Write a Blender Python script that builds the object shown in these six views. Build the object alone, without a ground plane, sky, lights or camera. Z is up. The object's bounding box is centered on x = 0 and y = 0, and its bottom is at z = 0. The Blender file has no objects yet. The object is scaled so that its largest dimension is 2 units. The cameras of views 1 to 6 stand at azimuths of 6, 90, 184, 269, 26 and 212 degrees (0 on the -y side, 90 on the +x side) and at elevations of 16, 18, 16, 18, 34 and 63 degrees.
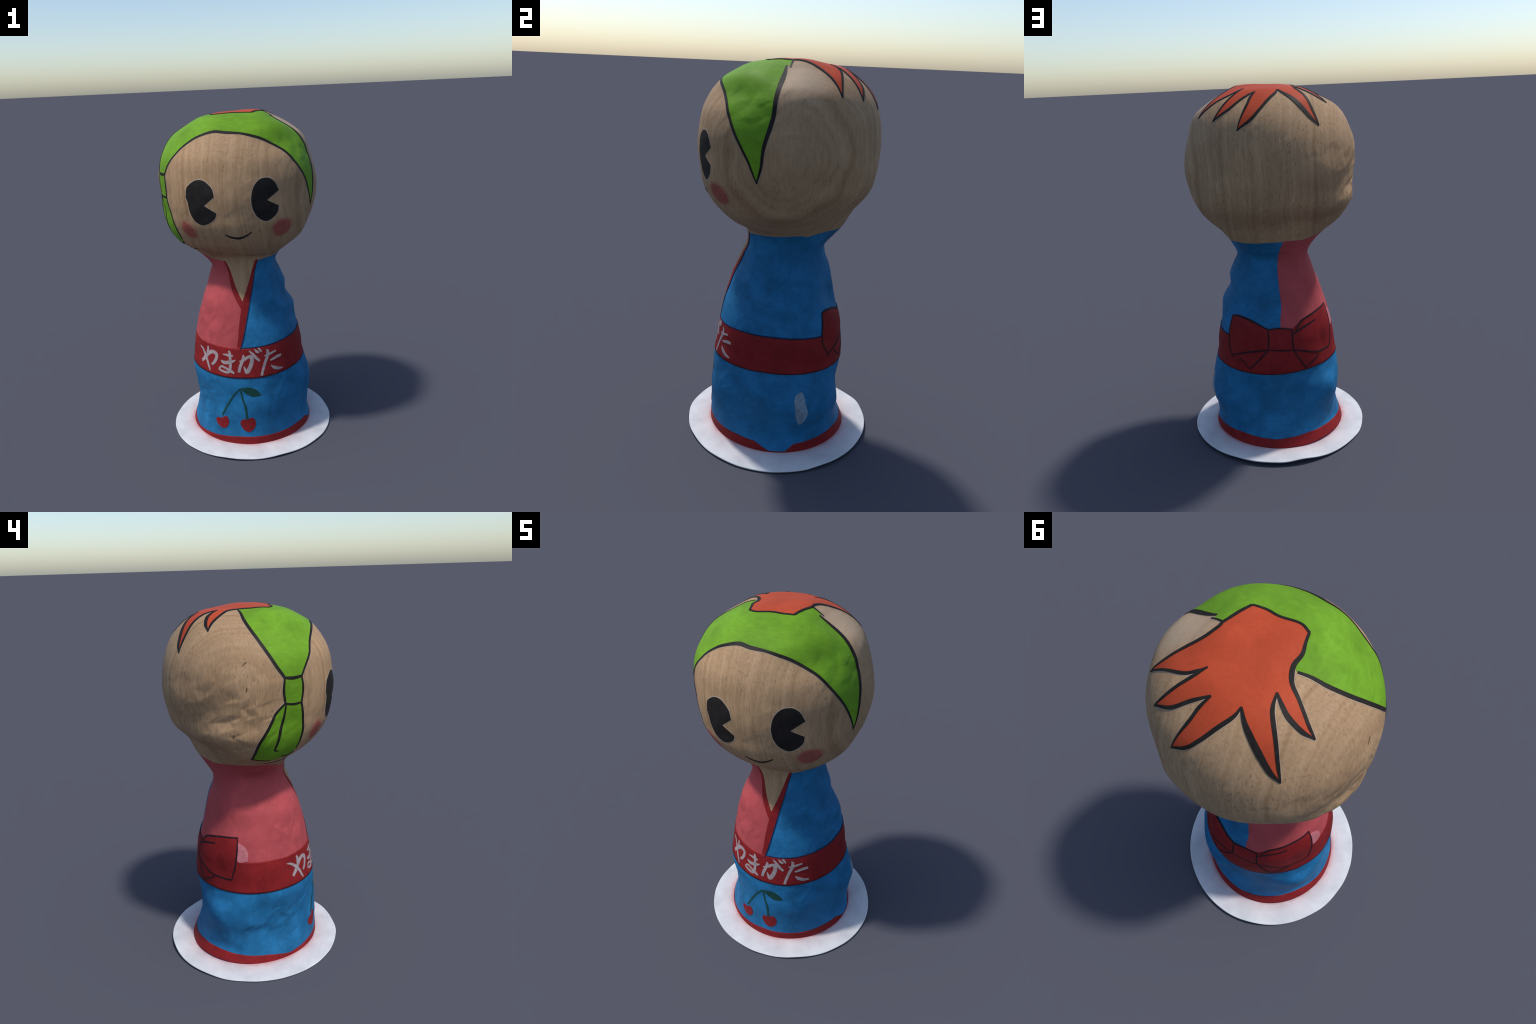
"""A painted wooden peg doll on a white disc, built from lathe-like sections and painted patches.

The body is one surface: every ring has an origin on the axis, a ray elevation and eight
radii.  Paint (headband, hair, eyes, robe, sash, letters ...) is laid on it as thin skins.
Angles: azimuth 0 is the face (-y), positive towards +x.
"""
import bpy, bmesh, math, random
import numpy as np
from mathutils import Vector, noise
from mathutils.bvhtree import BVHTree
from mathutils.geometry import delaunay_2d_cdt

random.seed(7)
rng = np.random.default_rng(11)
HEAD_Z = 1.56

# ------------------------------------------------------------------ body sections
# (ring origin z, ray elevation, radius towards +x, +x+y, +y, -x+y, -x, -x-y, -y, +x-y)
RINGS = [
    (0.02, 0, .383, .376, .382, .386, .383, .376, .380, .379),
    (0.10, 0, .368, .366, .348, .361, .361, .366, .378, .375),
    (0.18, 0, .373, .374, .325, .354, .343, .351, .376, .368),
    (0.26, 0, .381, .377, .317, .357, .351, .339, .376, .362),
    (0.34, 0, .382, .360, .318, .350, .353, .345, .368, .363),
    (0.42, 0, .365, .348, .332, .337, .356, .358, .366, .359),
    (0.50, 0, .342, .339, .335, .336, .347, .348, .355, .351),
    (0.58, 0, .335, .333, .325, .335, .340, .334, .345, .341),
    (0.66, 0, .317, .322, .315, .325, .326, .320, .331, .327),
    (0.74, 0, .296, .302, .293, .305, .307, .309, .316, .305),
    (0.82, 0, .288, .270, .273, .279, .281, .295, .295, .276),
    (0.90, -2, .248, .250, .259, .254, .258, .274, .275, .255),
    (0.985, -6, .247, .232, .240, .237, .231, .237, .252, .235),
    (1.07, -12, .222, .223, .217, .228, .217, .213, .232, .222),
    (1.17, -22, .207, .231, .226, .244, .220, .226, .217, .227),
    (1.30, -32, .266, .289, .300, .294, .295, .280, .254, .270),
    (1.42, -36, .346, .355, .370, .351, .383, .359, .355, .368),
    (1.52, -34, .431, .411, .414, .402, .469, .453, .445, .446),
    (HEAD_Z, -24, .451, .444, .453, .462, .498, .480, .476, .458),
    (HEAD_Z, -12, .451, .432, .450, .459, .486, .477, .468, .447),
    (HEAD_Z, 0, .454, .436, .452, .479, .486, .473, .471, .441),
    (HEAD_Z, 12, .454, .445, .459, .483, .493, .483, .475, .453),
    (HEAD_Z, 24, .455, .463, .472, .492, .497, .496, .486, .462),
    (HEAD_Z, 36, .472, .472, .482, .495, .498, .484, .487, .458),
    (HEAD_Z, 48, .466, .471, .477, .497, .480, .484, .484, .482),
    (HEAD_Z, 60, .456, .460, .467, .473, .469, .469, .470, .465),
    (HEAD_Z, 72, .454, .449, .442, .443, .447, .448, .448, .452),
    (HEAD_Z, 82, .440, .440, .436, .434, .436, .436, .438, .440),
    (HEAD_Z, 90, .430, .430, .430, .430, .430, .430, .430, .430),
]
# height where the robe's paint meets the bare wood of the head, round the neck
SEAM = [(-180, 1.195), (-160, 1.190), (-135, 1.176), (-104, 1.188), (-86, 1.192), (-72, 1.187),
        (-58, 1.165), (-45, 1.140), (-25, 1.136), (0, 1.146), (26, 1.139), (46, 1.150), (60, 1.153),
        (78, 1.157), (109, 1.170), (115, 1.160), (123, 1.176), (138, 1.190), (160, 1.190), (180, 1.195)]
# knocks and bulges: (azimuth, z, width along the girth, height, depth; minus = dent)
BUMPS = [
    # head
    (45, 1.45, 18, .10, .016), (50, 1.63, 18, .12, .018), (42, 1.78, 14, .07, .008), (33, 1.86, 18, .06, .004),
    (-30, 1.87, 20, .07, .008), (78, 1.93, 16, .05, -.015), (15, 1.94, 30, .035, -.009),
    (152, 1.47, 14, .08, .018), (140, 1.30, 18, .06, .003), (-105, 1.53, 20, .10, -.019), (-106, 1.36, 22, .045, .009), (-112, 1.32, 18, .06, -.005),
    (-65, 1.44, 14, .07, -.014), (-150, 1.36, 12, .06, -.010), (-45, 1.23, 20, .04, .004), (-95, 1.95, 25, .04, -.010),
    # torso
    (158, .85, 16, .09, -.024), (108, .75, 13, .05, .010), (85, .72, 12, .06, -.010), (135, .62, 10, .05, -.008),
    (-120, .95, 20, .10, .033), (-120, .57, 16, .07, -.014), (-122, .33, 18, .08, .021), (-98, .38, 10, .07, .007),
    (-122, .09, 24, .05, -.016), (35, .28, 18, .09, .012), (20, .40, 14, .10, .006), (45, .92, 16, .10, .010),
    (20, .85, 14, .08, .005), (-36, .80, 12, .06, -.010), (150, .24, 12, .07, .012), (75, .17, 14, .06, -.010),
    (172, .20, 13, .07, -.008), (-62, .13, 14, .05, -.010), (116, .16, 12, .05, -.015), (-84, .215, 12, .03, -.010),
    (95, .80, 12, .03, .006), (107, .30, 4, .07, .009),
]
# areas where the surface is broken into flat facets: (azimuth, z, reach in degrees, reach in z, amount)
FACETS = [(-105, 1.46, 42, .24, .0065), (-75, .25, 60, .18, .0045), (75, 1.80, 35, .14, .0035),
          (-50, .75, 50, .2, .0028), (120, .25, 60, .2, .0028)]

R = np.array(RINGS)
NL = len(R)


def cubic(n_out, s):
    """Catmull-Rom weights of the rings at the ring parameters s."""
    M = np.zeros((n_out, NL))
    i = np.minimum(s.astype(int), NL - 2)
    f = s - i
    w = [(-f + 2*f*f - f**3)/2, (2 - 5*f*f + 3*f**3)/2, (f + 4*f*f - 3*f**3)/2, (-f*f + f**3)/2]
    for d, ww in zip((-1, 0, 1, 2), w):
        np.add.at(M, (np.arange(n_out), np.clip(i + d, 0, NL - 1)), ww)
    return M


def round_girth(th):
    """Trigonometric weights of the eight radii at the angles th (from +x, towards +y)."""
    T = np.zeros((len(th), 8))
    for j in range(8):
        d = th - j*math.pi/4
        T[:, j] = (1 + 2*np.cos(d) + 2*np.cos(2*d) + 2*np.cos(3*d) + np.cos(4*d)) / 8
    return T


def wrap(a):
    return (a + 180) % 360 - 180


def azimuth(P):
    return np.degrees(np.arctan2(P[..., 0], -P[..., 1]))


# faceting field: a jittered net of random heights, flat between its knots
def facet_field():
    verts, faces = [], []
    nu, nv = 62, 56
    for v in range(nv):
        for u in range(nu):
            verts.append((-200 + 400*(u + random.uniform(-.42, .42) + .5*(v % 2))/nu,
                          -.1 + 2.3*(v + random.uniform(-.42, .42))/nv, random.uniform(-1, 1)))
    for v in range(nv - 1):
        for u in range(nu - 1):
            a = v*nu + u
            faces += [(a, a+1, a+nu+1), (a, a+nu+1, a+nu)]
    return BVHTree.FromPolygons(verts, faces)


FIELD = facet_field()


def displaced(P, N):
    az = azimuth(P)
    z = P[..., 2]
    d = np.zeros(az.shape)
    for a, zz, wa, wz, h in BUMPS:
        d += h*np.exp(-(wrap(az - a)/wa)**2 - ((z - zz)/wz)**2)
    amount = np.full(az.shape, .0009)
    for a, zz, wa, wz, h in FACETS:
        amount = np.maximum(amount, h*np.exp(-(wrap(az - a)/wa)**2 - ((z - zz)/wz)**2))
    amount *= np.clip((1.93 - z)/.08, .15, 1)*np.clip((z - .05)/.08, .1, 1)
    flat = np.empty(az.size)
    pts = P.reshape(-1, 3)
    for i, (a, zz) in enumerate(zip(az.ravel(), z.ravel())):
        hit = FIELD.ray_cast(Vector((a, zz, 5)), Vector((0, 0, -1)))[0]
        low = noise.noise(Vector(pts[i])*9)
        flat[i] = (hit.z if hit else 0) + .25*low
    d += flat.reshape(az.shape)*amount
    d *= np.clip(np.hypot(P[..., 0], P[..., 1])/.14, 0, 1)      # calm at the crown
    return P + N*d[..., None]


def ring_points(s, th):
    """Surface points for a grid of ring parameters s[i, j] and angles th[j]."""
    rows, cols = s.shape
    M = cubic(s.size, s.ravel())
    T = round_girth(th)
    rad = (M @ R[:, 2:]).reshape(rows, cols, 8)
    rho = (rad*T[None]).sum(-1)
    oz = (M @ R[:, 0]).reshape(rows, cols)
    el = np.radians(M @ R[:, 1]).reshape(rows, cols)
    return np.stack([rho*np.cos(el)*np.cos(th), rho*np.cos(el)*np.sin(th), oz + rho*np.sin(el)], -1)


def grid_normals(P):
    dt = np.roll(P, -1, 1) - np.roll(P, 1, 1)
    n = np.cross(dt, np.gradient(P, axis=0))
    n /= np.linalg.norm(n, axis=-1, keepdims=True) + 1e-12
    return n


NT = 360
TH = np.arange(NT)*2*math.pi/NT - math.pi/2          # starts at the face
AZ = np.degrees(TH) + 90
# ring parameter of the neck seam at each azimuth
probe = np.linspace(11, 17, 241)
PZ = ring_points(np.repeat(probe[:, None], NT, 1), TH)[..., 2]
seam_z = np.interp(wrap(AZ), *zip(*SEAM))
seam_s = probe[np.abs(PZ - seam_z[None]).argmin(0)]
for _ in range(3):
    seam_s = (np.roll(seam_s, 1) + seam_s + np.roll(seam_s, -1))/3
N_LOW, N_HIGH = 250, 210
up = np.linspace(0, 1, N_LOW + 1)[:, None]
S_low = up*seam_s[None]
hi = np.linspace(0, 1, N_HIGH + 1)[1:, None]
S_high = seam_s[None] + hi*(NL - 1.02 - seam_s[None])
S = np.concatenate([S_low, S_high])
P0 = ring_points(S, TH)
P = displaced(P0, grid_normals(P0))
top = np.array([0, 0, P[-1, :, 2].mean() + .0003])

# ------------------------------------------------------------------ materials
def material(name):
    m = bpy.data.materials.new(name)
    m.use_nodes = True
    t = m.node_tree
    b = t.nodes["Principled BSDF"]
    b.inputs["Roughness"].default_value = .62
    b.inputs["Specular IOR Level"].default_value = .10
    return m, t, b


def node(t, kind, **kw):
    n = t.nodes.new(kind)
    for k, v in kw.items():
        if hasattr(n, k) and k not in n.inputs:
            setattr(n, k, v)
        else:
            n.inputs[k].default_value = v
    return n


def coords(t, scale=(1, 1, 1), loc=(0, 0, 0), rot=(0, 0, 0)):
    c = node(t, "ShaderNodeTexCoord")
    mp = node(t, "ShaderNodeMapping")
    mp.inputs["Scale"].default_value = scale
    mp.inputs["Location"].default_value = loc
    mp.inputs["Rotation"].default_value = rot
    t.links.new(c.outputs["Object"], mp.inputs["Vector"])
    return mp.outputs["Vector"]


def noise_tex(t, vec, scale, detail=3, rough=.55, distortion=0):
    n = node(t, "ShaderNodeTexNoise")
    n.inputs["Scale"].default_value = scale
    n.inputs["Detail"].default_value = detail
    n.inputs["Roughness"].default_value = rough
    n.inputs["Distortion"].default_value = distortion
    t.links.new(vec, n.inputs["Vector"])
    return n.outputs["Fac"]


def ramp(t, fac, stops):
    r = node(t, "ShaderNodeValToRGB")
    e = r.color_ramp.elements
    while len(e) < len(stops):
        e.new(.5)
    for el, (p, c) in zip(e, stops):
        el.position = p
        el.color = c if len(c) == 4 else (*c, 1)
    t.links.new(fac, r.inputs["Fac"])
    return r.outputs["Color"]


def mix(t, a, b, fac, blend="MIX"):
    n = node(t, "ShaderNodeMix", data_type="RGBA", blend_type=blend)
    for i, v in ((6, a), (7, b)):
        if hasattr(v, "is_output"):
            t.links.new(v, n.inputs[i])
        else:
            n.inputs[i].default_value = (*v, 1)
    if hasattr(fac, "is_output"):
        t.links.new(fac, n.inputs[0])
    else:
        n.inputs[0].default_value = fac
    return n.outputs[2]


def grey(v):
    return (v, v, v)


def bump(t, b, height, strength, dist=.004):
    n = node(t, "ShaderNodeBump")
    n.inputs["Strength"].default_value = strength
    n.inputs["Distance"].default_value = dist
    t.links.new(height, n.inputs["Height"])
    t.links.new(n.outputs["Normal"], b.inputs["Normal"])


def paint(name, colour, spread=.16, scale=9, grain=.08, grain_scale=(60, 60, 60), rough=.6, edge=None):
    """Brushed paint: slow patches of tone plus a fine streaked grain."""
    m, t, b = material(name)
    slow = noise_tex(t, coords(t), scale, 3, .6, .4)
    lo = tuple(c*(1 - spread) for c in colour)
    hi = tuple(c*(1 + spread) for c in colour)
    c = ramp(t, slow, [(.32, lo), (.68, hi)])
    fine = noise_tex(t, coords(t, grain_scale), 1, 4, .7)
    g = ramp(t, fine, [(.3, grey(1 - grain*2)), (.7, grey(1 + grain))])
    c = mix(t, c, g, 1, "MULTIPLY")
    t.links.new(c, b.inputs["Base Color"])
    b.inputs["Roughness"].default_value = rough
    bump(t, b, fine, .12, .003)
    return m


def wood(name):
    """Bare turned wood: growth layers lie across the x axis, so they ring both cheeks and run
    as upright stripes over face and nape; short dark pores lie along them."""
    m, t, b = material(name)
    warp = noise_tex(t, coords(t), 2.2, 2, .5)
    sep = node(t, "ShaderNodeSeparateXYZ")
    t.links.new(coords(t), sep.inputs[0])
    x = node(t, "ShaderNodeMath", operation="MULTIPLY_ADD")
    t.links.new(warp, x.inputs[0])
    x.inputs[1].default_value = .10
    t.links.new(sep.outputs["X"], x.inputs[2])
    layer = node(t, "ShaderNodeCombineXYZ")
    t.links.new(x.outputs[0], layer.inputs["X"])
    bands = noise_tex(t, layer.outputs[0], 26, 3, .65)
    c = ramp(t, bands, [(.30, WOOD_DARK), (.47, WOOD_MID), (.70, WOOD_LIGHT)])
    tone = noise_tex(t, coords(t), 3.0, 2, .5)
    c = mix(t, c, ramp(t, tone, [(.3, (.88, .86, .84)), (.7, (1.08, 1.06, 1.02))]), 1, "MULTIPLY")
    # fine fibres, drawn out along z
    fib = noise_tex(t, coords(t, (95, 95, 14)), 1, 3, .7)
    c = mix(t, c, ramp(t, fib, [(.28, grey(.78)), (.52, grey(1.0)), (.75, grey(1.10))]), 1, "MULTIPLY")
    # pores
    vor = node(t, "ShaderNodeTexVoronoi", feature="F1")
    vor.inputs["Scale"].default_value = 1
    t.links.new(coords(t, (70, 70, 19)), vor.inputs["Vector"])
    dot = ramp(t, vor.outputs["Distance"], [(.10, grey(1)), (.24, grey(0))])
    where = ramp(t, noise_tex(t, coords(t, (9, 9, 5)), 1, 2), [(.48, grey(0)), (.62, grey(.75))])
    f = mix(t, dot, where, 1, "MULTIPLY")
    c = mix(t, c, (WOOD_DARK[0]*.62, WOOD_DARK[1]*.58, WOOD_DARK[2]*.55), f)
    # faint cross checks where the knife turned over the face
    chk = noise_tex(t, coords(t, (13, 13, 130)), 1, 2, .5)
    sel = ramp(t, noise_tex(t, coords(t, (16, 3, 3)), 1, 1), [(.50, grey(0)), (.62, grey(.8))])
    k = mix(t, ramp(t, chk, [(.60, grey(0)), (.72, grey(.5))]), sel, 1, "MULTIPLY")
    c = mix(t, c, tuple(v*.8 for v in WOOD_DARK), k)
    # chalky rubbed crown behind the headband; reddish tint on the chin
    for centre, inner, outer, tint, most in (((.29, .02, 1.91), .06, .17, (.41, .33, .25), .5), ((-.16, -.20, 1.20), .02, .11, (.20, .065, .045), .55)):
        gap = node(t, "ShaderNodeVectorMath", operation="DISTANCE")
        t.links.new(coords(t), gap.inputs[0])
        gap.inputs[1].default_value = centre
        rough_gap = node(t, "ShaderNodeMath", operation="MULTIPLY_ADD")
        t.links.new(noise_tex(t, coords(t), 14, 4, .65), rough_gap.inputs[0])
        rough_gap.inputs[1].default_value = .10
        t.links.new(gap.outputs["Value"], rough_gap.inputs[2])
        c = mix(t, c, tint, ramp(t, rough_gap.outputs[0], [(inner + .05, grey(most)), (outer + .05, grey(0))]))
    t.links.new(c, b.inputs["Base Color"])
    b.inputs["Roughness"].default_value = .6
    bump(t, b, fib, .12, .003)
    return m


WOOD_LIGHT, WOOD_MID, WOOD_DARK = (.41, .275, .165), (.345, .225, .130), (.25, .150, .080)
GREEN = (.126, .275, .017)
ORANGE = (.395, .058, .023)
BLUE = (.016, .131, .287)
PINK = (.37, .064, .070)
RED = (.20, .0138, .0150)
WOOD = wood("bare_wood")
M_GREEN = paint("green_paint", GREEN, .14, 7, .07, (30, 30, 90))
M_ORANGE = paint("orange_paint", ORANGE, .08, 6, .05)
M_BLUE = paint("blue_paint", BLUE, .22, 9, .07)
M_PINK = paint("pink_paint", PINK, .10, 9, .05)
M_RED = paint("red_paint", RED, .16, 10, .08)
M_CHERRY = paint("cherry_red_paint", (.20, .013, .016), .15, 30, .12)
M_STEM = paint("dark_green_paint", (.012, .055, .045), .15, 30, .1)
M_INK = paint("black_ink", (.017, .0140, .0125), .25, 40, .1, rough=.55)
M_WASH = paint("thin_ink", (.028, .012, .016), .3, 40, .1)
M_NAVY = paint("navy_ink", (.010, .020, .060), .3, 40, .1)
M_EYE = paint("eye_black", (.0175, .0148, .0138), .2, 20, .08)
M_BLUSH = paint("blush_paint", (.30, .085, .065), .1, 30, .08)
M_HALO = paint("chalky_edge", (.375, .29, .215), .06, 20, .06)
M_WASHED = paint("thin_blush", (.335, .165, .105), .1, 30, .1)
M_KNOT = paint("knot_brown", (.14, .08, .045), .2, 60, .2)
M_LETTER = paint("letter_white", (.31, .255, .265), .12, 30, .08)
M_PALE = paint("painted_blue_glare", (.20, .27, .34), .25, 20, .1)
M_PALE_PINK = paint("pale_pink_smear", (.46, .15, .17), .15, 20, .1)


def paper(name):
    m, t, b = material(name)
    base = ramp(t, noise_tex(t, coords(t), 7, 4, .6), [(.3, (.45, .465, .485)), (.7, (.60, .615, .63))])
    # red dye has bled from the hem into the card
    ln = node(t, "ShaderNodeVectorMath", operation="LENGTH")
    t.links.new(coords(t, (1, 1, 0)), ln.inputs[0])
    wob = node(t, "ShaderNodeMath", operation="MULTIPLY_ADD")
    t.links.new(noise_tex(t, coords(t), 6, 4, .6), wob.inputs[0])
    wob.inputs[1].default_value = -.07
    t.links.new(ln.outputs["Value"], wob.inputs[2])
    bleed = ramp(t, wob.outputs[0], [(.345, grey(.65)), (.360, grey(.28)), (.395, grey(.13)), (.46, grey(.02))])
    c = mix(t, base, (.42, .12, .13), bleed)
    t.links.new(c, b.inputs["Base Color"])
    b.inputs["Roughness"].default_value = .75
    return m


M_PAPER = paper("white_card")

# ------------------------------------------------------------------ helpers that make objects
SCENE = bpy.context.scene.collection


def make(name, verts, faces, mat, parent, normals=None):
    me = bpy.data.meshes.new(name)
    me.from_pydata([tuple(v) for v in verts], [], faces)
    me.polygons.foreach_set("use_smooth", [True]*len(me.polygons))
    me.materials.append(mat)
    me.update()
    if normals is not None:
        me.normals_split_custom_set_from_vertices([tuple(n) for n in normals])
    ob = bpy.data.objects.new(name, me)
    SCENE.objects.link(ob)
    if parent:
        ob.parent = parent
    return ob


doll = bpy.data.objects.new("wooden_doll", None)
SCENE.objects.link(doll)
doll["label"] = "painted wooden peg doll with green headband on white disc"
doll["category"] = "wooden doll"

# ------------------------------------------------------------------ head and torso, one skin cut at the neck seam
rows = len(P)
NV = grid_normals(P)
allv = np.concatenate([P.reshape(-1, 3), top[None]])
alln = np.concatenate([NV.reshape(-1, 3), [[0, 0, 1]]])


def strip_faces(r0, r1):
    f = []
    for r in range(r0, r1):
        for j in range(NT):
            k = (j + 1) % NT
            f.append((r*NT + j, r*NT + k, (r+1)*NT + k, (r+1)*NT + j))
    return f


low_faces = strip_faces(0, N_LOW)
low_n = (N_LOW + 1)*NT
torso = make("torso", allv[:low_n], low_faces, M_BLUE, doll, alln[:low_n])
hf = strip_faces(N_LOW, rows - 1) + [((rows-1)*NT + j, (rows-1)*NT + (j+1) % NT, rows*NT) for j in range(NT)]
off = N_LOW*NT
head = make("head", allv[off:], [tuple(i - off for i in f) for f in hf], WOOD, doll, alln[off:])
TREE = BVHTree.FromPolygons([Vector(v) for v in allv], low_faces + hf)


def on_head(az, el, lift):
    a, e = math.radians(az), math.radians(el)
    d = Vector((math.sin(a)*math.cos(e), -math.cos(a)*math.cos(e), math.sin(e)))
    hit, n, _, _ = TREE.ray_cast(Vector((0, 0, HEAD_Z)), d)
    if n.dot(d) < 0:
        n = -n
    return hit + n*lift, n


def on_body(az, z, lift):
    a = math.radians(az)
    d = Vector((math.sin(a), -math.cos(a), 0))
    hit, n, _, _ = TREE.ray_cast(Vector((0, 0, z)), d)
    if n.dot(d) < 0:
        n = -n
    return hit + n*lift, n


class HeadChart:
    """Flat map of the head about a centre direction (azimuthal equidistant), in metres."""
    lay = staticmethod(on_head)

    def __init__(self, az, el):
        a, e = math.radians(az), math.radians(el)
        self.c = np.array([math.sin(a)*math.cos(e), -math.cos(a)*math.cos(e), math.sin(e)])
        self.r = np.array([math.cos(a), math.sin(a), 0])
        self.u = np.cross(self.c, self.r)

    def flat(self, p):
        a, e = math.radians(p[0]), math.radians(p[1])
        d = np.array([math.sin(a)*math.cos(e), -math.cos(a)*math.cos(e), math.sin(e)])
        t = math.acos(max(-1, min(1, d @ self.c)))
        x, y = d @ self.r, d @ self.u
        n = math.hypot(x, y) or 1
        return (.47*t*x/n, .47*t*y/n)

    def back(self, q):
        t = math.hypot(*q)/.47
        n = math.hypot(*q) or 1
        d = self.c*math.cos(t) + (self.r*q[0]/n + self.u*q[1]/n)*math.sin(t)
        return math.degrees(math.atan2(d[0], -d[1])), math.degrees(math.asin(max(-1, min(1, d[2]))))


class BodyChart:
    """The torso unrolled: metres round the girth, metres up; az is the middle of the map."""
    lay = staticmethod(on_body)

    def __init__(self, az):
        self.az = az

    def flat(self, p):
        return (math.radians(wrap(p[0] - self.az))*.33, p[1])

    def back(self, q):
        return self.az + math.degrees(q[0]/.33), q[1]


def smooth_run(pts, step=.006):
    """Catmull-Rom through flat points, sampled about every `step` metres."""
    p = np.array(pts, float)
    if len(p) == 2:
        n = max(1, int(np.linalg.norm(p[1] - p[0])/step))
        return [tuple(p[0] + (p[1] - p[0])*i/n) for i in range(n + 1)]
    q = np.concatenate([[2*p[0] - p[1]], p, [2*p[-1] - p[-2]]])
    out = []
    for i in range(1, len(q) - 2):
        a, b, c, d = q[i-1:i+3]
        n = max(1, int(np.linalg.norm(c - b)/step))
        for k in range(n):
            t = k/n
            out.append(tuple(.5*(2*b + (c - a)*t + (2*a - 5*b + 4*c - d)*t*t + (3*b - a - 3*c + d)*t**3)))
    out.append(tuple(p[-1]))
    return out


def patch(name, chart, runs, mat, parent, lift=.0010, step=.007):
    """A skin of paint: closed outline made of smooth runs that meet in corners."""
    edge = []
    for i, run in enumerate(runs):
        nxt = runs[(i + 1) % len(runs)][0]
        pts = [chart.flat(p) for p in run]
        if run[-1] != nxt:
            pts.append(chart.flat(nxt))
        edge += smooth_run(pts, step)[:-1]
    clean = [edge[0]]
    for e in edge[1:]:
        if math.dist(e, clean[-1]) > 5e-4:
            clean.append(e)
    edge = clean
    n = len(edge)
    xs, ys = [e[0] for e in edge], [e[1] for e in edge]
    E = np.array(edge)
    inner = []
    y, odd = min(ys), 0
    while y < max(ys):
        x = min(xs) + odd*step/2
        while x < max(xs):
            if ((E - (x, y))**2).sum(1).min() > (step*.55)**2:
                inner.append((x, y))
            x += step
        y += step*.866
        odd ^= 1
    vs, _, fs, *_ = delaunay_2d_cdt([Vector(v) for v in edge + inner], [], [list(range(n))], 1, 1e-6)
    lays = [chart.lay(*chart.back(v), lift) for v in vs]
    verts = [l[0] for l in lays]
    faces = [tuple(f) for f in fs]
    # turn outward
    good = []
    for f in faces:
        a, b, c = (verts[i] for i in f[:3])
        good.append(f if (b - a).cross(c - a).dot(lays[f[0]][1]) > 0 else f[::-1])
    # the rim of the skin goes down into the surface
    count = {}
    for f in good:
        for i in range(len(f)):
            k = (f[i], f[(i + 1) % len(f)])
            count[k] = 1
    rim = [k for k in count if (k[1], k[0]) not in count]
    low = {}
    for a, b in rim:
        for i in (a, b):
            if i not in low:
                low[i] = len(verts)
                verts.append(lays[i][0] - lays[i][1]*(lift + .001))
    tops = {}
    for a, b in rim:
        for i in (a, b):
            if i not in tops:
                tops[i] = len(verts)
                verts.append(lays[i][0])
    good += [(tops[b], tops[a], low[a], low[b]) for a, b in rim]
    return make(name, verts, good, mat, parent)


def stroke(name, chart, pts, widths, mat, parent, lift=.0018, rise=.0006, across=4, step=.005, fat=1.0):
    """A brush stroke: a band of given widths (metres) along a smooth path."""
    flat = [chart.flat(p) for p in pts]
    path = smooth_run(flat, step)
    P_ = np.array(path)
    if isinstance(widths, (int, float)):
        widths = [widths*.75] + [widths]*(len(pts) - 2) + [widths*.75]
    knots = []
    for f in flat:
        knots.append(int(((P_ - f)**2).sum(1).argmin()) if not knots else knots[-1] + int(((P_[knots[-1]:] - f)**2).sum(1)[:200].argmin()))
    knots[-1] = len(P_) - 1
    for i in range(1, len(knots)):
        knots[i] = max(knots[i], knots[i-1] + 1)
    w = np.interp(np.arange(len(P_)), knots, widths)*fat
    d = np.gradient(P_, axis=0)
    d /= np.linalg.norm(d, axis=1)[:, None] + 1e-12
    side = np.stack([-d[:, 1], d[:, 0]], -1)
    verts, faces = [], []
    m = across + 5
    for i, (p, s_, ww) in enumerate(zip(P_, side, w)):
        l = lift + rise*i/len(P_)
        for k in range(m):
            t = min(max((k - 2)/across, 0), 1) - .5       # outer pairs: foot and rim of the skirt
            ll = -.001 if k in (0, m - 1) else l
            q = p + s_*ww*t
            verts.append(chart.lay(*chart.back(q), ll)[0])
    for i in range(len(P_) - 1):
        for k in range(m - 1):
            if k in (1, m - 3):                            # skirt and top do not share an edge
                continue
            a = i*m + k
            faces.append((a, a + m, a + m + 1, a + 1))
    me = make(name, verts, faces, mat, parent)
    return me


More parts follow.
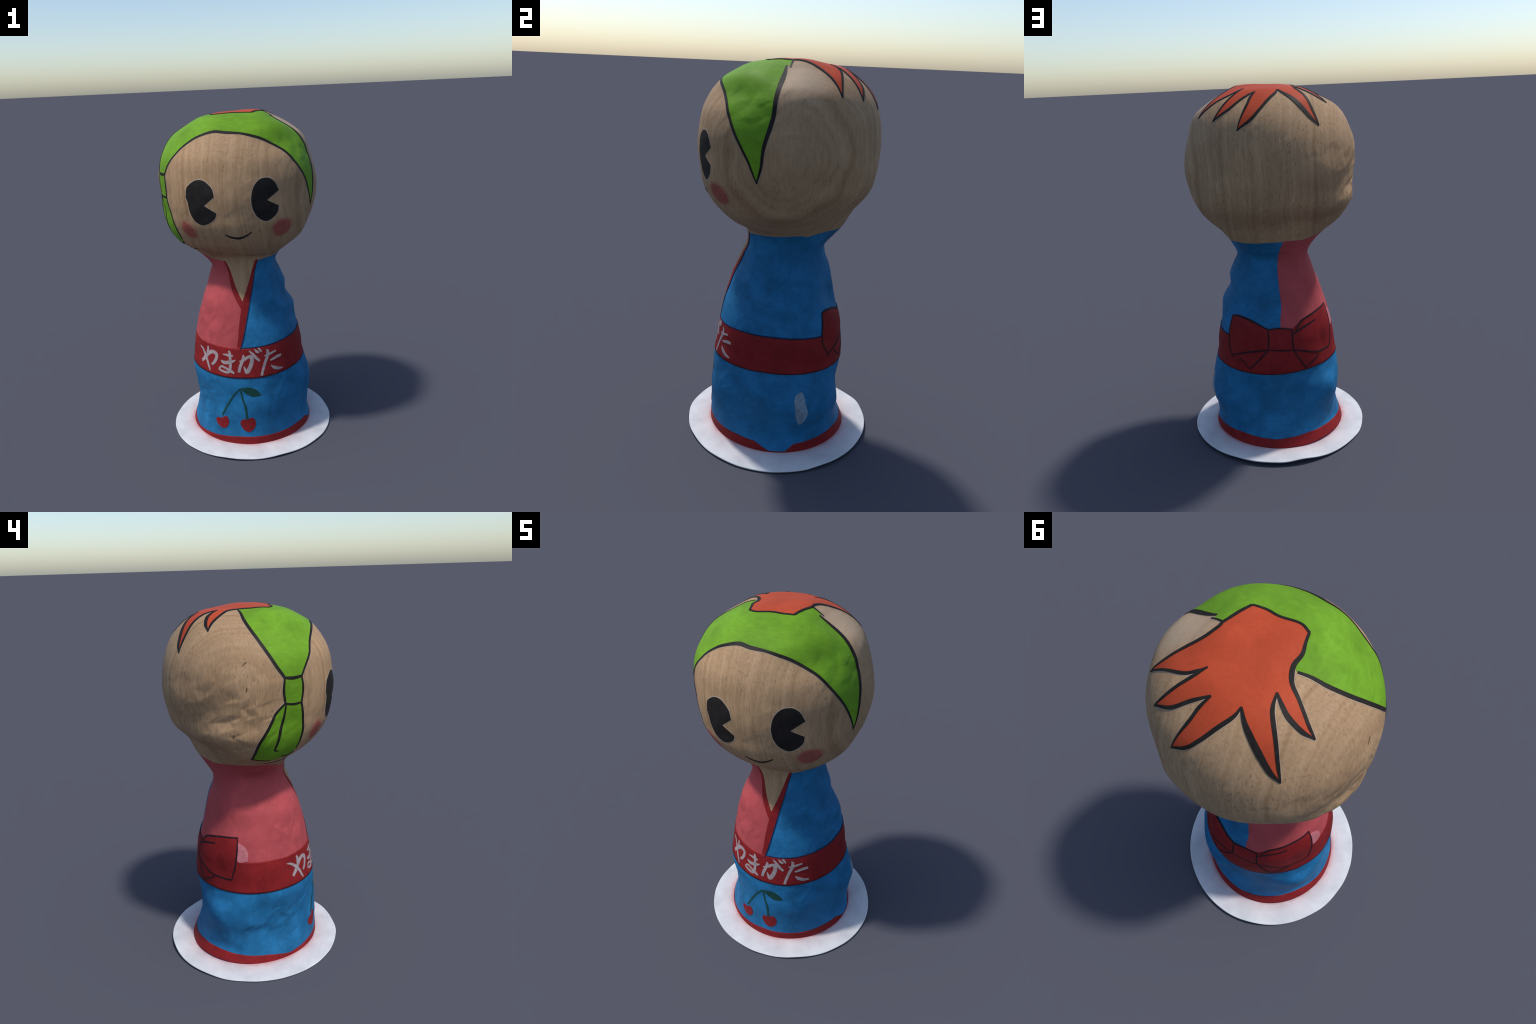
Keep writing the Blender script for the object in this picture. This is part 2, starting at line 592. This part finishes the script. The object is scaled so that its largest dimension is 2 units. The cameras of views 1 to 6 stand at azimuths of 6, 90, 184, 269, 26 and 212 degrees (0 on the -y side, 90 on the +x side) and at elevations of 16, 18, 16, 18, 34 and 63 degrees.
# ------------------------------------------------------------------ base disc
def disc():
    n, rr = 240, np.concatenate([np.linspace(.30, .503, 28), [.5075, .510]])
    a = np.arange(n)*2*math.pi/n
    rim_r = 1 + (.0013*np.cos(2*a) - .0015*np.sin(2*a) + .0022*np.cos(3*a) - .0013*np.sin(3*a) + .0012*np.cos(4*a))/.512
    rim_r += np.array([noise.noise(Vector((math.cos(x)*4, math.sin(x)*4, 3))) for x in a])*.006
    rim_z = .0130 + .0029*np.cos(a) + .0064*np.sin(a) - .0061*np.cos(2*a) + .0012*np.sin(2*a)
    wave = np.array([noise.noise(Vector((math.cos(x)*3.2, math.sin(x)*3.2, 8))) for x in a])*.006
    rim_z = np.maximum(rim_z + wave, .006) + .010*np.exp(-(wrap(np.degrees(a) - 107)/8)**2)   # one curled spot
    verts, faces = [], []
    tops = []
    for r in rr:
        t = (r - .30)/.212
        tt = np.clip((r - .375)/(.512 - .375), 0, 1)
        z = (.029 - .011*np.exp(-(wrap(np.degrees(a) - 128)/45)**2))*(1 - tt)**1.5 + rim_z*(1 - (1 - tt)**1.5)
        if r > .5078:
            z = z - .0012
        tops.append(np.stack([r*rim_r*np.cos(a), r*rim_r*np.sin(a), z + 0*a], -1))
    for k in range(len(rr)):
        verts += [tuple(v) for v in tops[k]]
    for k in reversed(range(len(rr))):
        low = tops[k].copy()
        low[:, 2] = np.maximum(low[:, 2] - .005, 0)
        verts += [tuple(v) for v in low]
    layers = 2*len(rr)
    for k in range(layers - 1):
        for j in range(n):
            faces.append((k*n + j, k*n + (j+1) % n, (k+1)*n + (j+1) % n, (k+1)*n + j))
    faces = [f[::-1] for f in faces]
    return make("base_disc", verts, faces, M_PAPER, doll)


base = disc()

# ------------------------------------------------------------------ paint on the head
H_TOP = HeadChart(0, 60)
H_LEFT = HeadChart(-62, 0)
H_FACE = HeadChart(3, 0)

band_front = [(-55.5, 13), (-52, 18.3), (-46, 25), (-40.5, 31.6), (-32.5, 37.2), (-23.5, 41.2), (-13.5, 44),
              (-3, 43.4), (9, 42.6), (18, 40.8), (27, 38.3), (35.3, 34.2), (43, 28.6), (48.5, 22.4), (54, 15.2),
              (60.5, 5.8), (65.5, -3), (70, -13.2)]
band_right = [(70, -13.2), (72.5, -4), (73.5, 6), (76, 17), (77.5, 25.5), (77.5, 34), (78, 42.5), (78.5, 50),
              (78.5, 57), (77.5, 64)]
band_step = [(77.5, 64), (84, 64)]
band_notch = [(84, 64), (86, 70.5)]
band_left = [(-100, 66.5), (-95, 61.5), (-90.5, 53), (-85.5, 43), (-80.5, 34.3), (-75.5, 26), (-71.5, 19.2), (-67.5, 13.4)]
hair_front = [(86, 71.5), (62, 72.2), (37.5, 69)]
hair_brow = [(37.5, 69), (17, 71.7), (-5, 72.9), (-31, 68.4), (-45.8, 66.6)]
hair_left = [(-45.8, 66.6), (-60, 68.8), (-77, 69.2), (-95, 69.8), (-108, 67), (-114, 63.2), (-116, 57.5), (-117.5, 52.3), (-118.5, 46.7), (-118.2, 41.2)]
hair_spikes = [
    [(-118.2, 41.2), (-123.5, 46.3), (-128, 52.6), (-129.5, 57.9), (-130, 63.2)],
    [(-130, 63.2), (-136.5, 57.9), (-138, 52.6), (-138.5, 42.6), (-138.8, 35), (-138.6, 27.5)],
    [(-138.6, 27.5), (-143, 33.2), (-147.5, 41.1), (-152.5, 48.5), (-156, 53), (-159.5, 58.3)],
    [(-159.5, 58.3), (-163.5, 54.1), (-171, 48.9), (-179, 41.1), (174, 34), (165.5, 28.2)],
    [(165.5, 28.2), (169.5, 43.3), (171.5, 51.9), (175, 58.3)],
    [(175, 58.3), (164.5, 52.3), (154.5, 42.6), (143.4, 34.2)],
    [(143.4, 34.2), (146, 43.3), (149, 53.8), (151, 60.1), (152, 65.8)],
    [(152, 65.8), (149, 61.6), (140.5, 54.1), (123, 36)],
    [(123, 36), (122.5, 47), (119, 58.3), (112, 66.6), (97, 71.3), (86, 71.5)],
]
headband = patch("headband", H_TOP, [band_front, band_right, band_step, band_notch, [(86, 70.5), (86, 73), (62, 74), (0, 76), (-60, 72), (-95, 71)],
                                     [(-95, 71)], band_left, [(-67.5, 13.4), (-62, 12.8)]], M_GREEN, head)
hair = patch("hair_tuft", H_TOP, [hair_front, hair_brow, hair_left] + hair_spikes, M_ORANGE, head, lift=.0020)
knot = patch("headband_knot", H_LEFT, [[(-67.5, 13.4), (-62, 12.8)], [(-55.5, 13), (-54.7, 5.9), (-55.5, -2.3)], [(-55.5, -2.3), (-61.5, -2.5)],
                                       [(-67, -1.5), (-68, 6)]], M_GREEN, head, lift=.0016)
tail_front = [(-55.5, -2.3), (-53.8, -10), (-52.3, -19), (-52, -27.5), (-53, -34)]
tail_mid = [(-66.5, -1.9), (-67.5, -9.8), (-69.5, -18.2), (-71, -25.6), (-72.5, -30.9)]
tail_back = [(-67.2, -1.5), (-73, -7.2), (-77, -14.9), (-79.5, -18.9), (-83.5, -25.6), (-88, -38.4)]
patch("headband_tail", H_LEFT, [[(-66.5, -1.9), (-61.5, -2.5)], tail_front, [(-53, -34), (-57, -38.8), (-64.5, -37.8)],
                                [(-64.5, -37.8), (-72.5, -31)], tail_mid[::-1]], M_GREEN, head, lift=.0012)
patch("headband_tail", H_LEFT, [tail_mid[1:4] + [(-72.5, -30.9)], [(-72.5, -30.9), (-64, -37.8), (-60, -39.6)],
                                [(-60, -39.6), (-66, -41), (-73, -41.5), (-81.5, -40)], tail_back[::-1]], M_GREEN, head, lift=.0009)

eye_right = [[(34.2, 3), (31.3, 8.8), (27.8, 11.6), (24.5, 12.2), (20.3, 11.3), (16.5, 7.6), (14.6, 2.6), (14.2, -3.5), (15.6, -9.5), (18.7, -14.3), (24.2, -17.3), (29.4, -15.4), (33, -11.6), (33.8, -7.3)],
             [(33.8, -7.3), (25.3, -2.8)], [(25.3, -2.8), (34.2, 3)]]
eye_left = [[(-10, 1.3), (-11, 6), (-13.3, 8.9), (-16.8, 11.4), (-20.2, 12), (-23.7, 11.3), (-27.2, 9.3), (-30.4, 6.2), (-31.6, 0)],
            [(-31.6, 0), (-30.2, -3), (-29.8, -8), (-28.6, -12.7), (-26.2, -16.2), (-22.4, -18.2), (-18, -17.8), (-13.3, -15.6), (-10.5, -12.8), (-9.6, -9.6)],
            [(-9.6, -9.6), (-17.5, -4.6)], [(-17.5, -4.6), (-10, 1.3)]]
patch("eye", H_FACE, eye_right, M_EYE, head, lift=.0012, step=.006)
patch("eye", H_FACE, eye_left, M_EYE, head, lift=.0012, step=.006)


for a, e, ra, re in ((38.5, -24, 10, 8), (-36, -23.8, 8, 8)):      # thin outer wash of each cheek
    patch("cheek_wash", H_FACE, [[(a + ra*math.cos(t), e + re*math.sin(t)) for t in [i*math.pi/6 for i in range(12)] + [0]]], M_WASHED, head, lift=.0007)
patch("cheek_blush", H_FACE, [[(38, -17.5), (43, -19), (46.2, -23), (46, -27.3), (41.5, -30.3), (36, -30.2), (31.5, -27), (30.5, -22.5), (33, -18.8), (38, -17.5)]], M_BLUSH, head)
patch("cheek_blush", H_FACE, [[(-37.5, -17.3), (-33.5, -18.8), (-30.6, -22), (-29.8, -26), (-32, -29.5), (-37, -30.2), (-41, -28), (-42, -23.5), (-40.5, -19.3), (-37.5, -17.3)]], M_BLUSH, head)
stroke("mouth", H_FACE, [(-5.5, -25.3), (-2, -27.5), (4.5, -28.9), (10, -27), (14, -24.3)], [.004, .010, .0145, .010, .004], M_INK, head)


edges = []


def ink(chart, pts, width, parent, mat=M_INK, lift=.0026):
    edges.append(stroke("pale_edge", chart, pts, [v + .010 for v in width] if isinstance(width, list) else width + .010, M_HALO, parent, lift=.0007, rise=.0001, across=6))
    return stroke("ink_line", chart, pts, width, mat, parent, lift=lift, fat=1.28)


ink(H_TOP, band_front, [.009]*4 + [.010, .011, .015, .014, .010] + [.011]*8 + [.006], head)
ink(H_TOP, band_right, [.006, .012, .015, .017, .017, .016, .016, .018, .014, .007], head)
ink(H_TOP, [(83, 62.5), (85.5, 71)], [.005, .007], head)
ink(H_TOP, band_left, [.008, .010, .013, .013, .012, .012, .012, .010], head)
ink(H_TOP, hair_front, [.012, .012, .009], head, lift=.0034)
ink(H_TOP, hair_brow, [.008, .009, .009, .008, .008], head, lift=.0034)
ink(H_TOP, hair_left, [.008, .009, .012, .015, .016, .013, .011, .011, .011, .004], head, lift=.0034)
spike_w = [[.004, .013, .015, .013, .006], [.006, .013, .014, .013, .013, .005], [.005, .018, .022, .019, .014, .007],
           [.006, .012, .014, .014, .012, .005], [.004, .013, .013, .006], [.006, .012, .012, .006], [.006, .011, .012, .012, .006],
           [.005, .009, .010, .005], [.005, .010, .013, .013, .012, .010]]
for run, w in zip(hair_spikes, spike_w):
    ink(H_TOP, run, w, head, lift=.0034)
ink(H_LEFT, [(-67.5, 13.3), (-62, 12.7), (-55.5, 13.2)], .012, head)
ink(H_LEFT, [(-67.5, 13.3), (-68.2, 6), (-67, -1.6)], .010, head)
ink(H_LEFT, [(-55.5, 13.2), (-54.6, 5.9), (-55.5, -2.3)], .010, head)
ink(H_LEFT, [(-67, -1.6), (-61.5, -2.6), (-55.5, -2.2)], .009, head)
ink(H_LEFT, tail_front, [.009, .010, .010, .009, .004], head)
ink(H_LEFT, tail_mid, [.006, .009, .012, .011, .006], head)
ink(H_LEFT, [(-72.5, -30.9), (-69.5, -32)], [.007, .004], head)
ink(H_LEFT, tail_back, [.007, .010, .011, .011, .011, .008], head)
ink(H_LEFT, [(-88, -38.4), (-81.5, -40), (-73, -41.3)], [.006, .005, .003], head)
ink(H_LEFT, [(-65, -37.5), (-60, -39), (-54, -36)], [.004, .008, .005], head)

for outline in (eye_right, eye_left):
    for run in outline:
        edges.append(stroke("pale_edge", H_FACE, run, .009, M_HALO, head, lift=.0006, rise=.0001))
ink(H_LEFT, [(-77, -46), (-66, -47.5), (-57, -48), (-52, -46)], [.004, .007, .008, .004], head, mat=M_WASH)


def join(parts):
    """Fold several skins into the first of them."""
    bm = bmesh.new()
    for o in parts:
        bm.from_mesh(o.data)
    bm.to_mesh(parts[0].data)
    bm.free()
    for p in parts[0].data.polygons:
        p.use_smooth = True
    for o in parts[1:]:
        bpy.data.objects.remove(o)
    return parts[0]


join(edges)["kind"] = "stuff"

for a, e, tilt in ((-91, 22, 3), (-90, 8, .6), (-99, -20, .8)):               # small knots on the left of the skull
    stroke("wood_knot", H_LEFT, [(a - tilt/2, e - 1.3), (a, e), (a + tilt/2, e + 1.3)], [.003, .007, .003], M_KNOT, head, lift=.0006, rise=.0001)

# ------------------------------------------------------------------ paint on the torso
B_FRONT, B_BACK, B_LEFT = BodyChart(0), BodyChart(180), BodyChart(-85)
seam_at = lambda a: float(np.interp(a, *zip(*SEAM)))
SASH_TOP, SASH_LOW = .641, .462
v_tip = (2.5, .911)
v_left = [(-24.7, seam_at(-24.7) + .006), (-17, 1.075), (-9.3, 1.014), v_tip]
v_right = [v_tip, (7.5, .965), (12.8, 1.020), (20, 1.09), (25.5, seam_at(25.5) + .006)]
patch("neck_opening", B_FRONT, [v_left, v_right, [(25.5, seam_at(25.5) + .006), (10, seam_at(10) + .006), (-10, seam_at(-10) + .006), (-24.7, seam_at(-24.7) + .006)]], WOOD, torso, lift=.0010)
collar_in = [(0.8, .867), (-1.3, .796), (-3, .706), (-4.7, .630)]
collar_out_left = [(-26.5, seam_at(-26) + .003), (-18.8, 1.045), (-10, .955), (0.8, .867)]
collar_out_right = [(28.8, seam_at(28.8) + .001), (21.4, 1.046), (12.9, .925), (8.2, .835), (3.3, .720), (-1, .630)]
patch("collar", B_FRONT, [v_left, [v_tip, (0.8, .867)], collar_out_left[::-1]], M_RED, torso, lift=.0016)
patch("collar", B_FRONT, [v_right, collar_out_right, [(-1, .630), (-4.7, .630)], collar_in[::-1], [(0.8, .867), v_tip]], M_RED, torso, lift=.0019)
back_edge = [(-162, seam_at(-162) + .003), (-165.5, 1.13), (-167.5, 1.05), (-168.5, .97), (-168, .90), (-167.5, .83), (-169.5, .76), (-170, .70), (-170, .63)]
top_edge = [(a, seam_at(a) + .003) for a in range(-157, -26, 5)] + [collar_out_left[0]]
patch("robe_panel", B_LEFT, [back_edge[::-1], [back_edge[0]] + top_edge, collar_out_left, collar_in,
                             [(-4.7, .630), (-40, .630), (-85, .630), (-130, .630), (-170, .630)]], M_PINK, torso, lift=.0010)


# sash: a closed belt round the girth
def belt(name, tops, lows, mat, lift, n=300, rows_=24):
    verts, faces = [], []
    for i in range(n):
        a = -180 + 360*i/n
        t, l = np.interp(a, *zip(*tops)), np.interp(a, *zip(*lows))
        t += .0015*noise.noise(Vector((math.sin(math.radians(a))*6, math.cos(math.radians(a))*6, 1)))
        l += .0015*noise.noise(Vector((math.sin(math.radians(a))*6, math.cos(math.radians(a))*6, 5)))
        for k in range(rows_ + 3):
            if k == 0:
                z, h = l, -.001
            elif k == rows_ + 2:
                z, h = t, -.001
            else:
                z, h = l + (t - l)*(k - 1)/rows_, lift
            verts.append(on_body(a, z, h)[0])
    m = rows_ + 3
    for i in range(n):
        for k in range(m - 1):
            j = (i + 1) % n
            faces.append((i*m + k, j*m + k, j*m + k + 1, i*m + k + 1))
    return make(name, verts, faces, mat, torso)


sash_top = [(-180, .645), (-100, .644), (-76, .641), (-52, .637), (-20, .641), (5, .640), (24, .645), (50, .653), (79, .654), (109, .650), (130, .644), (180, .645)]
sash_low = [(-180, .458), (-147, .460), (-106, .462), (-60, .464), (-15, .461), (14, .461), (48, .466), (75, .473), (100, .470), (137, .463), (180, .458)]
belt("sash", sash_top, sash_low, M_RED, .0024)
hem_top = [(-180, .068), (-147, .080), (-114, .070), (-78, .067), (-57, .045), (-37, .056), (-20, .068), (-3, .078), (14, .076), (54, .080), (72, .074), (84, .034), (97, .032), (104, .070), (129, .082), (150, .086), (165, .075), (180, .068)]
belt("hem_band", hem_top, [(-180, .022), (180, .022)], M_RED, .0014, rows_=8)


def thin(pts, w, mat=M_WASH, chart=B_BACK, lift=.0040):
    return stroke("ink_line", chart, pts, w, mat, torso, lift=lift)


# dark edge where the blue robe meets collar and sash
stroke("ink_line", B_FRONT, collar_out_right, [.003, .005, .005, .005, .005, .004], M_NAVY, torso, lift=.0030)
stroke("ink_line", BodyChart(65), [(-1, .642), (24, .647), (50, .655), (79, .656), (109, .652), (130, .646)], [.003, .004, .005, .006, .005, .004], M_NAVY, torso, lift=.0034)
for a0 in range(-180, 180, 60):
    ring = [(a0 + d, float(np.interp(wrap(a0 + d), *zip(*sash_low))) - .0005) for d in (0, 15, 30, 45, 60)]
    stroke("ink_line", BodyChart(a0 + 30), ring, [.003]*5, M_WASH, torso, lift=.0030)

# bow on the back
bow_l = [[(133, .761), (143.5, .763), (161, .743), (177, .709)], [(177, .709), (177.3, .658), (177, .600)],
         [(177, .600), (157.5, .581), (138, .543)], [(138, .528), (131.2, .601), (130.6, .660), (133, .761)]]
patch("bow_loop", B_BACK, bow_l, M_RED, torso, lift=.0032)
bow_r = [[(-158.5, .703), (-148, .735), (-135, .757), (-122, .768), (-105, .774)], [(-105, .774), (-104.8, .703), (-106.5, .620), (-110.5, .532)],
         [(-110.5, .532), (-119.5, .531), (-133, .540), (-148, .572), (-159, .589)], [(-159, .589), (-159, .648), (-158.5, .703)]]
patch("bow_loop", B_BACK, bow_r, M_RED, torso, lift=.0032)
bow_k = [[(178, .710), (-171, .714), (-158.5, .703)], [(-158.5, .703), (-159, .648), (-159, .589)], [(-159, .589), (-168, .592), (178, .599)], [(178, .599), (177.3, .655)]]
patch("bow_knot", B_BACK, bow_k, M_RED, torso, lift=.0034)
for run, w in [(bow_l[0], .010), (bow_l[1], .010), (bow_l[2], .010), (bow_l[3], .008), (bow_k[0], .008), (bow_k[1], .009), (bow_k[2], .009),
               ([(-155, .690), (-148, .735), (-135, .757), (-122, .768), (-105, .774)], .009), ([(-159, .675), (-146.5, .703), (-130.5, .724)], .010),
               (bow_r[1], .009), (bow_r[2], .010),
               ([(147.5, .538), (152, .513), (158.5, .486)], .006), ([(158.5, .486), (166, .531), (176.5, .596)], .009),
               ([(-158, .583), (-153.5, .528), (-147, .471)], .008), ([(-147, .471), (-139, .500), (-130, .525)], .008)]:
    thin(run, w)

# a highlight painted pale blue on the right flank; a pale pink patch beside the bow
patch("pale_patch", BodyChart(108), [[(102, .335), (103.5, .368), (108.5, .376), (111, .314), (113, .247), (108, .190), (104, .240), (102, .335)]], M_PALE, torso, lift=.0012)
patch("pale_patch", BodyChart(-99), [[(-104.3, .748), (-98, .730), (-94.3, .702), (-94.3, .648)], [(-94.3, .648), (-104.5, .648)]], M_PALE_PINK, torso, lift=.0030)

# ------------------------------------------------------------------ lettering on the sash: four syllables, each a set of brush strokes
SYLLABLES = [
    [([(-49, .513), (-43.5, .546), (-38, .581), (-33, .596), (-28, .588), (-27.5, .568), (-30, .536), (-33.5, .516)], [.014, .018, .017, .017, .017, .016, .014, .011]),
     ([(-55, .598), (-49.5, .586), (-44, .561), (-40, .531), (-37, .498), (-35, .476)], [.004, .010, .014, .013, .012, .007]),
     ([(-41, .618), (-40, .601), (-41, .576)], [.010, .014, .011])],
    [([(-20, .596), (-16, .596), (-11.5, .593), (-8.5, .593)], [.004, .010, .015, .006]),
     ([(-22, .558), (-18.5, .548), (-12.5, .553), (-9, .561), (-6, .571)], [.004, .016, .016, .011, .003]),
     ([(-13, .623), (-12, .603), (-11.5, .566), (-11.5, .531), (-12, .508), (-14, .491), (-19.5, .493), (-23.5, .503), (-22, .518), (-19.5, .521), (-15, .511), (-11, .501), (-7.5, .488)],
      [.009, .012, .013, .013, .013, .012, .010, .009, .009, .010, .011, .013, .008])],
    [([(-2.5, .563), (2, .571), (6, .588), (9, .591), (10, .568), (8.5, .536), (6, .506), (4.5, .496), (3, .516), (2, .533)], [.004, .011, .013, .015, .017, .017, .018, .015, .010, .004]),
     ([(1.5, .603), (2, .588), (0, .556), (-2, .523), (-3, .496)], [.007, .013, .013, .013, .011]),
     ([(7.5, .628), (11, .606), (14, .583), (17.5, .561)], [.004, .012, .013, .009]),
     ([(13, .635), (15, .620), (17.5, .611)], [.003, .012, .007]),
     ([(16.5, .640), (18.5, .628), (20, .613)], [.005, .010, .004])],
    [([(25, .625), (26.5, .611), (25.5, .581), (22.5, .543), (20, .503), (18.5, .471)], [.004, .013, .014, .012, .011, .010]),
     ([(22, .588), (26, .588), (29, .593), (32, .598), (35.5, .603)], [.003, .008, .009, .009, .006]),
     ([(28, .553), (31.5, .558), (36.5, .566), (41, .568)], [.005, .011, .012, .010]),
     ([(28.5, .523), (31.5, .506), (36, .493), (41.5, .488)], [.005, .014, .014, .003])],
]
for strokes in SYLLABLES:
    parts = [stroke("letter", B_FRONT, p, w, M_LETTER, torso, lift=.0030 + .0004*i, rise=.0003, fat=1.3) for i, (p, w) in enumerate(strokes)]
    join(parts)

# ------------------------------------------------------------------ cherries
stroke("cherry_stem", B_FRONT, [(-2.5, .394), (-9, .346), (-15.5, .279), (-22, .202)], [.006, .009, .010, .011], M_STEM, torso, lift=.0014)
stroke("cherry_stem", B_FRONT, [(-2.2, .390), (-.5, .326), (2, .274), (2.8, .196)], [.007, .010, .011, .012], M_STEM, torso, lift=.0014)
patch("cherry_leaf", B_FRONT, [[(-2.5, .396), (1.5, .401), (6, .401), (10.5, .394), (14.5, .374), (17, .349)], [(17, .349), (12.5, .343), (8.5, .343), (5, .354), (1.5, .371), (-2.5, .396)]], M_STEM, torso, lift=.0012, step=.005)
patch("cherry", B_FRONT, [[(-23, .181), (-27, .179), (-29.5, .165), (-29, .147), (-27, .133), (-23.5, .120), (-20, .120), (-17, .133), (-15, .160), (-15.2, .184), (-17, .200), (-19.5, .197), (-23, .181)]], M_CHERRY, torso, lift=.0020, step=.005)
patch("cherry", B_FRONT, [[(2.5, .190), (-.5, .195), (-3, .182), (-3.6, .165), (-2.5, .147), (-.5, .125), (3, .111), (6, .115), (9, .134), (10.5, .160), (10.2, .187), (8, .204), (5.5, .202), (2.5, .190)]], M_CHERRY, torso, lift=.0020, step=.005)
